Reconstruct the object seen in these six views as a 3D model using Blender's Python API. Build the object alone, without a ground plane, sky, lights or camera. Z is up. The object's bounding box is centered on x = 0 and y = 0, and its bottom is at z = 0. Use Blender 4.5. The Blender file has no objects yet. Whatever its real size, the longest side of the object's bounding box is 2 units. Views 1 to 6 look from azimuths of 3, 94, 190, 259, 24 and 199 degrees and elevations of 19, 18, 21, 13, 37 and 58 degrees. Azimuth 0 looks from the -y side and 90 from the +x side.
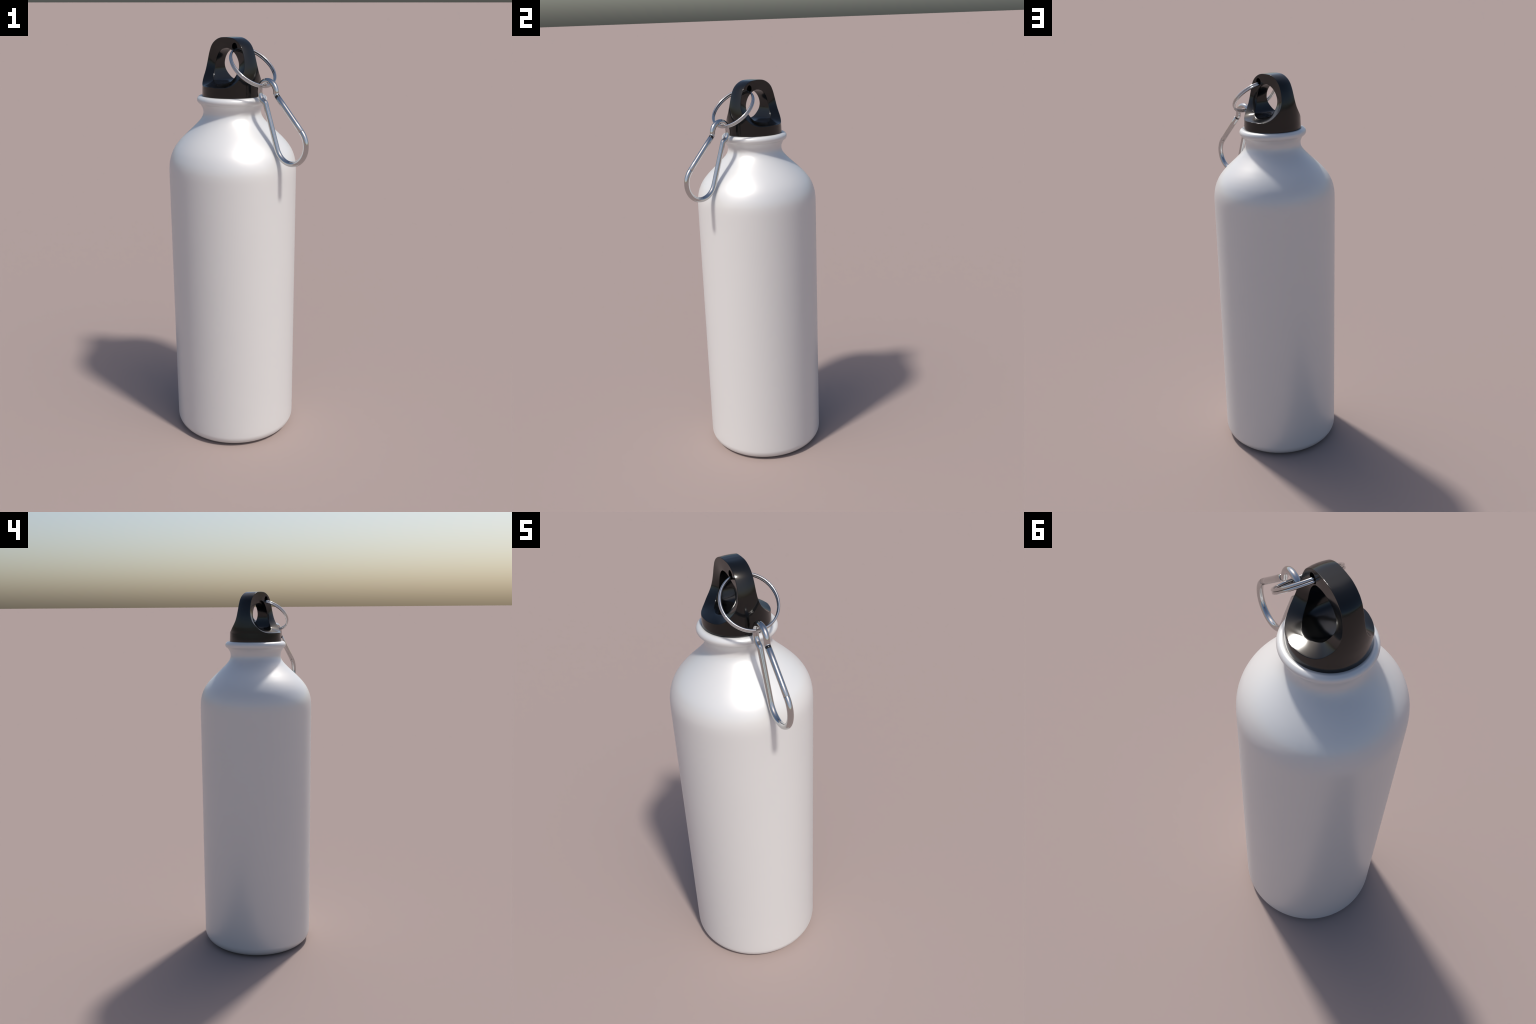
"""White aluminium drinking bottle with a black loop cap, a split key ring and a carabiner."""
import math
import bpy
import bmesh
import numpy as np
from mathutils import Vector

# ----------------------------------------------------------------- frame
AXIS = Vector((-0.0249, 0.0026, 0.0))          # bottle axis
PHI = math.radians(48.93)                       # azimuth in which the clip hangs
E1 = Vector((math.sin(PHI), -math.cos(PHI), 0))  # outward, in the plane of the loop
E2 = Vector((math.cos(PHI), math.sin(PHI), 0))   # across the loop (hole axis)
UP = Vector((0, 0, 1))


def world(x, y, z):
    return AXIS + E1 * x + E2 * y + UP * z


def smooth_path(points, per):
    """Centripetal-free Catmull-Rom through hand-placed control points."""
    P = np.array(points, float)
    ext = np.vstack([2 * P[0] - P[1], P, 2 * P[-1] - P[-2]])
    out = []
    for i in range(1, len(ext) - 2):
        a, b, c, d = ext[i - 1:i + 3]
        for s in np.linspace(0, 1, per, endpoint=False):
            out.append(0.5 * (2 * b + (c - a) * s + (2 * a - 5 * b + 4 * c - d) * s ** 2
                              + (3 * b - a - 3 * c + d) * s ** 3))
    out.append(P[-1])
    return np.array(out)


# ------------------------------------------------------------- materials
def new_material(name):
    m = bpy.data.materials.new(name)
    m.use_nodes = True
    nt = m.node_tree
    return m, nt, nt.nodes["Principled BSDF"]


def add_grain(nt, bsdf, scale, strength, distance):
    tc = nt.nodes.new("ShaderNodeTexCoord")
    nz = nt.nodes.new("ShaderNodeTexNoise")
    nz.inputs["Scale"].default_value = scale
    nz.inputs["Detail"].default_value = 3
    bp = nt.nodes.new("ShaderNodeBump")
    bp.inputs["Strength"].default_value = strength
    bp.inputs["Distance"].default_value = distance
    nt.links.new(tc.outputs["Object"], nz.inputs["Vector"])
    nt.links.new(nz.outputs["Fac"], bp.inputs["Height"])
    nt.links.new(bp.outputs["Normal"], bsdf.inputs["Normal"])


def flat_tone(nt, bsdf, dark, light, scale):
    """Very faint tonal drift between two nearly equal colours."""
    tc = nt.nodes.new("ShaderNodeTexCoord")
    nz = nt.nodes.new("ShaderNodeTexNoise")
    nz.inputs["Scale"].default_value = scale
    ramp = nt.nodes.new("ShaderNodeValToRGB")
    ramp.color_ramp.elements[0].color = (*dark, 1)
    ramp.color_ramp.elements[1].color = (*light, 1)
    nt.links.new(tc.outputs["Object"], nz.inputs["Vector"])
    nt.links.new(nz.outputs["Fac"], ramp.inputs["Fac"])
    nt.links.new(ramp.outputs["Color"], bsdf.inputs["Base Color"])


def make_materials():
    paint, nt, b = new_material("white_satin_paint")
    flat_tone(nt, b, (0.680, 0.679, 0.671), (0.688, 0.687, 0.679), 6)
    b.inputs["Roughness"].default_value = 0.35
    b.inputs["Metallic"].default_value = 0.20
    b.inputs["IOR"].default_value = 1.5

    plastic, nt, b = new_material("black_gloss_plastic")
    flat_tone(nt, b, (0.0022, 0.0022, 0.0022), (0.0028, 0.0028, 0.0028), 8)
    b.inputs["Roughness"].default_value = 0.13

    steel, nt, b = new_material("polished_steel")
    flat_tone(nt, b, (0.535, 0.535, 0.535), (0.555, 0.555, 0.555), 10)
    b.inputs["Metallic"].default_value = 1
    b.inputs["Roughness"].default_value = 0.10

    dark, nt, b = new_material("black_gap_metal")
    flat_tone(nt, b, (0.004, 0.004, 0.004), (0.006, 0.006, 0.006), 10)
    b.inputs["Roughness"].default_value = 0.12
    return paint, plastic, steel, dark


PAINT, PLASTIC, STEEL, DARK = make_materials()


# ---------------------------------------------------------------- meshes
def mesh_object(name, bm, material, parent, sharp_deg=35, weighted=False):
    bmesh.ops.remove_doubles(bm, verts=bm.verts, dist=1e-6)
    bmesh.ops.recalc_face_normals(bm, faces=bm.faces)
    me = bpy.data.meshes.new(name)
    bm.to_mesh(me)
    bm.free()
    me.materials.append(material)
    me.polygons.foreach_set("use_smooth", [True] * len(me.polygons))
    me.set_sharp_from_angle(angle=math.radians(sharp_deg))
    ob = bpy.data.objects.new(name, me)
    bpy.context.scene.collection.objects.link(ob)
    if parent:
        ob.parent = parent
        ob.matrix_parent_inverse = parent.matrix_world.inverted()
    return ob


def revolve(profile, segments):
    """Solid of revolution about the bottle axis; profile is a list of (r, z)."""
    bm = bmesh.new()
    rings = []
    for r, z in profile:
        if r < 1e-6:
            rings.append([bm.verts.new(AXIS + UP * z)])
        else:
            rings.append([bm.verts.new(AXIS + Vector((r * math.cos(a), r * math.sin(a), z)))
                          for a in (2 * math.pi * k / segments for k in range(segments))])
    for lo, hi in zip(rings, rings[1:]):
        for k in range(segments):
            n = (k + 1) % segments
            if len(lo) == 1:
                bm.faces.new((lo[0], hi[k], hi[n]))
            elif len(hi) == 1:
                bm.faces.new((lo[k], lo[n], hi[0]))
            else:
                bm.faces.new((lo[k], lo[n], hi[n], hi[k]))
    return bm


def arc(cx, cz, r, a0, a1, n):
    return [(cx + r * math.cos(math.radians(a)), cz + r * math.sin(math.radians(a)))
            for a in np.linspace(a0, a1, n)]


# ------------------------------------------------------------ bottle body
R_BODY = 0.3081
FOOT = 0.056                                    # fillet at the foot
BEAD_R, BEAD_Z, BEAD = 0.1472, 1.7180, 0.0185   # rolled lip


def bottle_profile():
    p = [(0.0, 0.012), (0.10, 0.012), (0.19, 0.010), (0.222, 0.004), (0.238, 0.0)]
    p += arc(R_BODY - FOOT, FOOT, FOOT, -90, 0, 18)
    p += [(R_BODY, z) for z in (0.10, 0.2, 0.4, 0.6, 0.8, 1.0, 1.2, 1.30, 1.345)]
    shoulder = [(R_BODY, 1.360), (0.3076, 1.390), (0.3050, 1.420), (0.2980, 1.450), (0.2855, 1.480),
                (0.2695, 1.505), (0.2483, 1.530), (0.2230, 1.555), (0.1957, 1.580), (0.1745, 1.600),
                (0.1600, 1.615), (0.1480, 1.630), (0.1402, 1.645), (0.1372, 1.660), (0.1391, 1.675),
                (0.1440, 1.687), (0.1505, 1.6975), (0.1560, 1.7025)]
    p += [tuple(q) for q in smooth_path(shoulder, 5)]
    p += arc(BEAD_R, BEAD_Z, BEAD, -52, 195, 30)
    p += [(0.1275, 1.700), (0.1255, 1.66), (0.1255, 1.62)]
    return p


def build_body(parent):
    bm = revolve(bottle_profile(), 192)
    return mesh_object("bottle_body", bm, PAINT, parent, 60)


# --------------------------------------------------------------- loop cap
CAP_FOOT = 1.7338
ARCH = 0.1390                                   # radius of the loop's outer face across its width

# edge between the outer face and a side scoop, foot to crown (reach, half width, height)
# and the matching point on the rim of the finger hole (outward, half width, height)
SCOOP = [
    (0.1394, 0.1394, 1.7832, 0.0000, 0.0895, 1.7944), (0.1394, 0.1350, 1.7832, 0.0180, 0.0870, 1.7953),
    (0.1394, 0.1237, 1.7838, 0.0360, 0.0800, 1.7990), (0.1393, 0.1112, 1.7868, 0.0510, 0.0700, 1.8032),
    (0.1390, 0.0945, 1.7965, 0.0605, 0.0620, 1.8095), (0.1385, 0.0803, 1.8105, 0.0670, 0.0545, 1.8200),
    (0.1372, 0.0630, 1.8300, 0.0725, 0.0465, 1.8330), (0.1354, 0.0505, 1.8500, 0.0777, 0.0365, 1.8500),
    (0.1322, 0.0425, 1.8740, 0.0792, 0.0308, 1.8720), (0.1268, 0.0385, 1.9000, 0.0752, 0.0298, 1.8940),
    (0.1197, 0.0372, 1.9250, 0.0650, 0.0305, 1.9160), (0.1117, 0.0366, 1.9450, 0.0530, 0.0315, 1.9295),
    (0.1028, 0.0365, 1.9610, 0.0430, 0.0330, 1.9380), (0.0885, 0.0365, 1.9760, 0.0330, 0.0342, 1.9445),
    (0.0700, 0.0365, 1.9878, 0.0245, 0.0350, 1.9485), (0.0520, 0.0365, 1.9950, 0.0165, 0.0356, 1.9512),
    (0.0320, 0.0365, 1.9987, 0.0080, 0.0360, 1.9526), (0.0000, 0.0365, 2.0000, 0.0000, 0.0362, 1.9530),
]
SKIRT = [(1.7338, 0.1412), (1.7600, 0.1403), (1.7815, 0.1394), (1.7965, 0.1390), (1.8105, 0.1385)]


RELAX = 60                                      # smoothing passes over the scooped faces


def skirt_radius(z):
    return float(np.interp(z, [q[0] for q in SKIRT], [q[1] for q in SKIRT]))


def build_cap(parent):
    per = 6
    edge = smooth_path(SCOOP, per)
    n = len(edge)
    LOW = 5 * per                                # rows that still lie on the round skirt
    corner = []                                  # outward position of the scoop edge
    for i, (h, y, z, *_) in enumerate(edge):
        if i <= LOW:
            r = skirt_radius(z)
            corner.append(math.sqrt(max(0.0, r * r - y * y)) if i else 0.0)
        else:
            flat = min(1.0, h / 0.05) ** 1.5
            corner.append(h - flat * (ARCH - math.sqrt(ARCH ** 2 - y * y)))

    bm = bmesh.new()

    def vert(x, y, z):
        return bm.verts.new(world(x, y, z))

    def quad_grid(rows):
        for a, b in zip(rows, rows[1:]):
            for k in range(len(a) - 1):
                f = (a[k], a[k + 1], b[k + 1], b[k])
                if len({tuple(round(c, 7) for c in v.co) for v in f}) > 2:
                    bm.faces.new(f)

    # outer band, both halves, foot row to crown
    cols = 28
    mid_z = [1.750 + (edge[LOW][2] - 1.750) * (i / LOW) for i in range(LOW + 1)]
    for side in (1, -1):
        rows = []
        for i, (h, y, z, *_) in enumerate(edge):
            row = []
            for c in range(cols + 1):
                s = -1 + 2 * c / cols
                if i <= LOW:
                    span = math.asin(min(1.0, y / skirt_radius(z)))
                    zz = z + (mid_z[i] - z) * math.cos(0.5 * math.pi * s)
                    r = skirt_radius(zz)
                    row.append(vert(side * r * math.cos(span * s), r * math.sin(span * s), zz))
                else:
                    span = math.asin(y / ARCH)
                    yy = ARCH * math.sin(span * s)
                    flat = min(1.0, h / 0.05) ** 1.5
                    xx = h - flat * (ARCH - math.sqrt(ARCH ** 2 - yy ** 2))
                    row.append(vert(side * xx, yy, z))
            rows.append(row)
        quad_grid(rows)
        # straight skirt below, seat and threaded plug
        turn = [math.atan2((v.co - AXIS).dot(E2), (v.co - AXIS).dot(E1)) for v in rows[0]]
        below = []
        for r, z in ((0.1411, CAP_FOOT + 0.0030), (0.1406, CAP_FOOT + 0.0008), (0.1385, CAP_FOOT),
                     (0.119, CAP_FOOT), (0.119, 1.66), (0.0, 1.66)):
            below.append([vert(r * math.cos(a), r * math.sin(a), z) for a in turn])
        quad_grid([rows[0]] + below)

    # scooped side faces and the finger hole
    ring = [(1, i) for i in range(n)] + [(-1, i) for i in range(n - 2, -1, -1)]
    strip = 10
    edge_keys, hole_pts = [], {1: [], -1: []}
    # one side face as a soft membrane stretched from the scoop edge to the hole rim
    net = np.zeros((len(ring), strip + 1, 3))
    for k, (side, i) in enumerate(ring):
        _, y, z, hx, hy, hz = edge[i]
        for j in range(strip + 1):
            s = j / strip
            net[k, j] = (side * (corner[i] + (hx - corner[i]) * s), y + (hy - y) * s, z + (hz - z) * s)
    # even out the hole rim; closed loop, so the last row repeats the first
    for _ in range(24):
        hole = net[:-1, -1]
        net[:-1, -1] = 0.5 * hole + 0.25 * (np.roll(hole, 1, 0) + np.roll(hole, -1, 0))
    for j in range(1, strip):
        net[:-1, j] = net[:-1, 0] + (net[:-1, -1] - net[:-1, 0]) * (j / strip)
    net[-1] = net[0]
    for _ in range(RELAX):
        ring_net = net[:-1]
        around = np.roll(ring_net, 1, 0) + np.roll(ring_net, -1, 0)
        ring_net[:, 1:-1] = (around[:, 1:-1] + ring_net[:, 2:] + ring_net[:, :-2]) / 4
        net[-1] = net[0]
    for face in (1, -1):
        rows = [[vert(p[0], face * p[1], p[2]) for p in row] for row in net]
        for row in rows:
            hole_pts[face].append(row[-1].co.copy())
        quad_grid(rows)
    # tunnel
    rows = []
    for a, b in zip(hole_pts[1], hole_pts[-1]):
        rows.append([bm.verts.new(a.lerp(b, k / 8)) for k in range(9)])
    quad_grid(rows)

    bmesh.ops.remove_doubles(bm, verts=bm.verts, dist=2e-5)
    bmesh.ops.dissolve_degenerate(bm, edges=bm.edges, dist=1e-5)
    bmesh.ops.recalc_face_normals(bm, faces=bm.faces)

    # round the scoop edges and the hole rims
    def key(p):
        return tuple(round(c, 4) for c in p)
    crest = set()
    for face in (1, -1):
        for side, i in ring:
            crest.add(key(world(side * corner[i], face * edge[i][1], edge[i][2])))
        for p in hole_pts[face]:
            crest.add(key(p))
    bm.verts.ensure_lookup_table()
    marked = [e for e in bm.edges if all(key(v.co) in crest for v in e.verts)
              and e.is_manifold and e.calc_face_angle() > math.radians(20)]
    bmesh.ops.bevel(bm, geom=marked, offset=0.0042, offset_type='OFFSET', segments=3, profile=0.5,
                    affect='EDGES', clamp_overlap=True)
    cap = mesh_object("loop_cap", bm, PLASTIC, parent, 40)

    # eyelet for the key ring
    eb = bmesh.new()
    seg = 40
    caps = []
    for y in (-0.12, 0.12):
        caps.append([eb.verts.new(world(0.0558 + 0.0165 * math.cos(a), y, 1.9588 + 0.0182 * math.sin(a)))
                     for a in (2 * math.pi * k / seg for k in range(seg))])
    for k in range(seg):
        m = (k + 1) % seg
        eb.faces.new((caps[0][k], caps[0][m], caps[1][m], caps[1][k]))
    eb.faces.new(caps[0])
    eb.faces.new(caps[1][::-1])
    cutter = mesh_object("eyelet_cutter", eb, PLASTIC, None, 40)
    mod = cap.modifiers.new("eyelet", 'BOOLEAN')
    mod.operation, mod.solver, mod.object = 'DIFFERENCE', 'EXACT', cutter
    wn = cap.modifiers.new("normals", 'WEIGHTED_NORMAL')
    wn.keep_sharp = True
    wn.weight = 60
    bake(cap)
    cm = cutter.data
    bpy.data.objects.remove(cutter)
    bpy.data.meshes.remove(cm)
    return cap


def bake(ob):
    deps = bpy.context.evaluated_depsgraph_get()
    me = bpy.data.meshes.new_from_object(ob.evaluated_get(deps), preserve_all_data_layers=True, depsgraph=deps)
    old = ob.data
    ob.modifiers.clear()
    ob.data = me
    bpy.data.meshes.remove(old)
    me.name = ob.name


# ------------------------------------------------------------ bent wires
def sweep(path, radii, across, segs=28, ends=True):
    """Round bar along a path of Vectors lying square to the unit vector `across`."""
    bm = bmesh.new()
    rings = []
    for i, p in enumerate(path):
        a = path[max(0, i - 1)]
        b = path[min(len(path) - 1, i + 1)]
        t = (b - a).normalized()
        nrm = across.cross(t).normalized()
        r = radii[i] if isinstance(radii, (list, tuple)) else radii
        rings.append([bm.verts.new(p + (nrm * math.cos(w) + across * math.sin(w)) * r)
                      for w in (2 * math.pi * k / segs for k in range(segs))])
    for lo, hi in zip(rings, rings[1:]):
        for k in range(segs):
            m = (k + 1) % segs
            bm.faces.new((lo[k], lo[m], hi[m], hi[k]))
    if ends:
        bm.faces.new(rings[0][::-1])
        bm.faces.new(rings[-1])
    return bm


def fillet(a, b, c, r, n):
    """Round the corner b of the polyline a-b-c (2D) with radius r."""
    a, b, c = (np.array(q, float) for q in (a, b, c))
    u, v = (a - b) / np.linalg.norm(a - b), (c - b) / np.linalg.norm(c - b)
    half = 0.5 * math.acos(max(-1, min(1, float(u @ v))))
    d = r / math.tan(half)
    m = (u + v) / np.linalg.norm(u + v)
    o = b + m * r / math.sin(half)
    p, q = b + u * d - o, b + v * d - o
    full = math.pi - 2 * half
    out = []
    for s in np.linspace(0, 1, n):
        w = (math.sin((1 - s) * full) * p + math.sin(s * full) * q) / math.sin(full)
        out.append(tuple(o + w))
    return out


WIRE = 0.0126
GATE_TOP = np.array([0.2897, 1.7522])
GATE_FOOT = np.array([0.4328, 1.6127])
BOW = (0.3720, 1.5485, 0.0880)                  # big lower bend
HOOK = (0.2300, 1.7680, 0.0505)                 # small upper hook


def plane(pts):
    return [world(float(x), 0.0, float(z)) for x, z in pts]


def build_carabiner(parent):
    g = (GATE_FOOT - GATE_TOP) / np.linalg.norm(GATE_FOOT - GATE_TOP)
    start_deg = math.degrees(math.atan2(g[0], -g[1]))
    low = arc(*BOW, start_deg, -159.9, 44)
    p0 = np.array(low[-1])
    joint = np.array([0.2151, 1.7198])
    hook = arc(*HOOK, 252.8, -3, 48)
    tip = GATE_TOP - g * 0.0052
    knee = np.array([0.2822, 1.7592])
    path = [tuple(GATE_FOOT + g * 0.0003), tuple(GATE_FOOT + g * 0.0013)] + low
    path += [tuple(p0 + (joint - p0) * s) for s in (0.25, 0.5, 0.75)]
    path += fillet(p0, joint, hook[3], WIRE * 1.03, 9)
    path += [h for h in hook[4:]]
    path += fillet(hook[-1], knee, tip, 0.012, 5)
    path += [tuple(tip - g * 0.001), tuple(tip)]
    radii = [WIRE - 0.0009, WIRE] + [WIRE] * (len(path) - 4) + [WIRE, WIRE - 0.0009]
    frame = mesh_object("carabiner", sweep(plane(path), radii, E2, 32), STEEL, parent, 50)

    a, b = GATE_TOP + g * 0.0050, GATE_FOOT - g * 0.0003
    pts = [a, a + g * 0.0010, a * 0.75 + b * 0.25, (a + b) / 2, a * 0.25 + b * 0.75, b - g * 0.0010, b]
    rad = [WIRE - 0.0009, WIRE, WIRE, WIRE, WIRE, WIRE, WIRE - 0.0009]
    mesh_object("gate", sweep(plane(pts), rad, E2, 32), STEEL, frame, 50)

    a, b = GATE_TOP - g * 0.0050, GATE_TOP + g * 0.0048
    pts = [a, a + g * 0.0006, b - g * 0.0006, b]
    rr = WIRE - 0.0006
    mesh_object("gate_collar", sweep(plane(pts), [rr - 0.0005, rr, rr, rr - 0.0005], E2, 32), DARK, frame, 50)
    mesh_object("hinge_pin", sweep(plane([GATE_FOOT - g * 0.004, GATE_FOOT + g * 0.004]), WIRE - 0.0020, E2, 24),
                DARK, frame, 50)
    return frame


# --------------------------------------------------------------- split ring
RING_C = (0.1379, 1.8728)
RING_TILT = math.radians(43.2)
RING_WIRE = 0.0049
RING_R = 0.1202 - RING_WIRE


def build_ring(parent):
    down = E1 * math.cos(RING_TILT) - UP * math.sin(RING_TILT)
    nrm = down.cross(E2).normalized()
    if nrm.z < 0:
        nrm = -nrm
    centre = world(RING_C[0], 0.0, RING_C[1])
    turns, steps = 2, 160
    path = []
    for k in range(turns * steps + 1):
        s = k / steps                              # turns so far; ends lie inside the eyelet
        a = math.pi + 2 * math.pi * s
        step = min(1.0, max(0.0, (s - 0.965) / 0.07))
        step = step * step * (3 - 2 * step)
        lift = (step - 0.5) * 2 * RING_WIRE * 0.99
        path.append(centre + (down * math.cos(a) + E2 * math.sin(a)) * RING_R + nrm * lift)
    bm = bmesh.new()
    segs, rings = 16, []
    for i, p in enumerate(path):
        t = (path[min(i + 1, len(path) - 1)] - path[max(i - 1, 0)]).normalized()
        u = (centre - p).cross(t).normalized()
        v = t.cross(u)
        rings.append([bm.verts.new(p + (u * math.cos(w) + v * math.sin(w)) * RING_WIRE)
                      for w in (2 * math.pi * k / segs for k in range(segs))])
    for lo, hi in zip(rings, rings[1:]):
        for k in range(segs):
            m = (k + 1) % segs
            bm.faces.new((lo[k], lo[m], hi[m], hi[k]))
    bm.faces.new(rings[0][::-1])
    bm.faces.new(rings[-1])
    return mesh_object("key_ring", bm, STEEL, parent, 50)


# -------------------------------------------------------------------- build
root = bpy.data.objects.new("water_bottle", None)
root.location = AXIS
bpy.context.scene.collection.objects.link(root)
bpy.context.view_layer.update()
root["label"] = "white metal drinking bottle with black loop cap, key ring and carabiner"
root["category"] = "water bottle"

build_body(root)
build_cap(root)
build_ring(root)
build_carabiner(root)
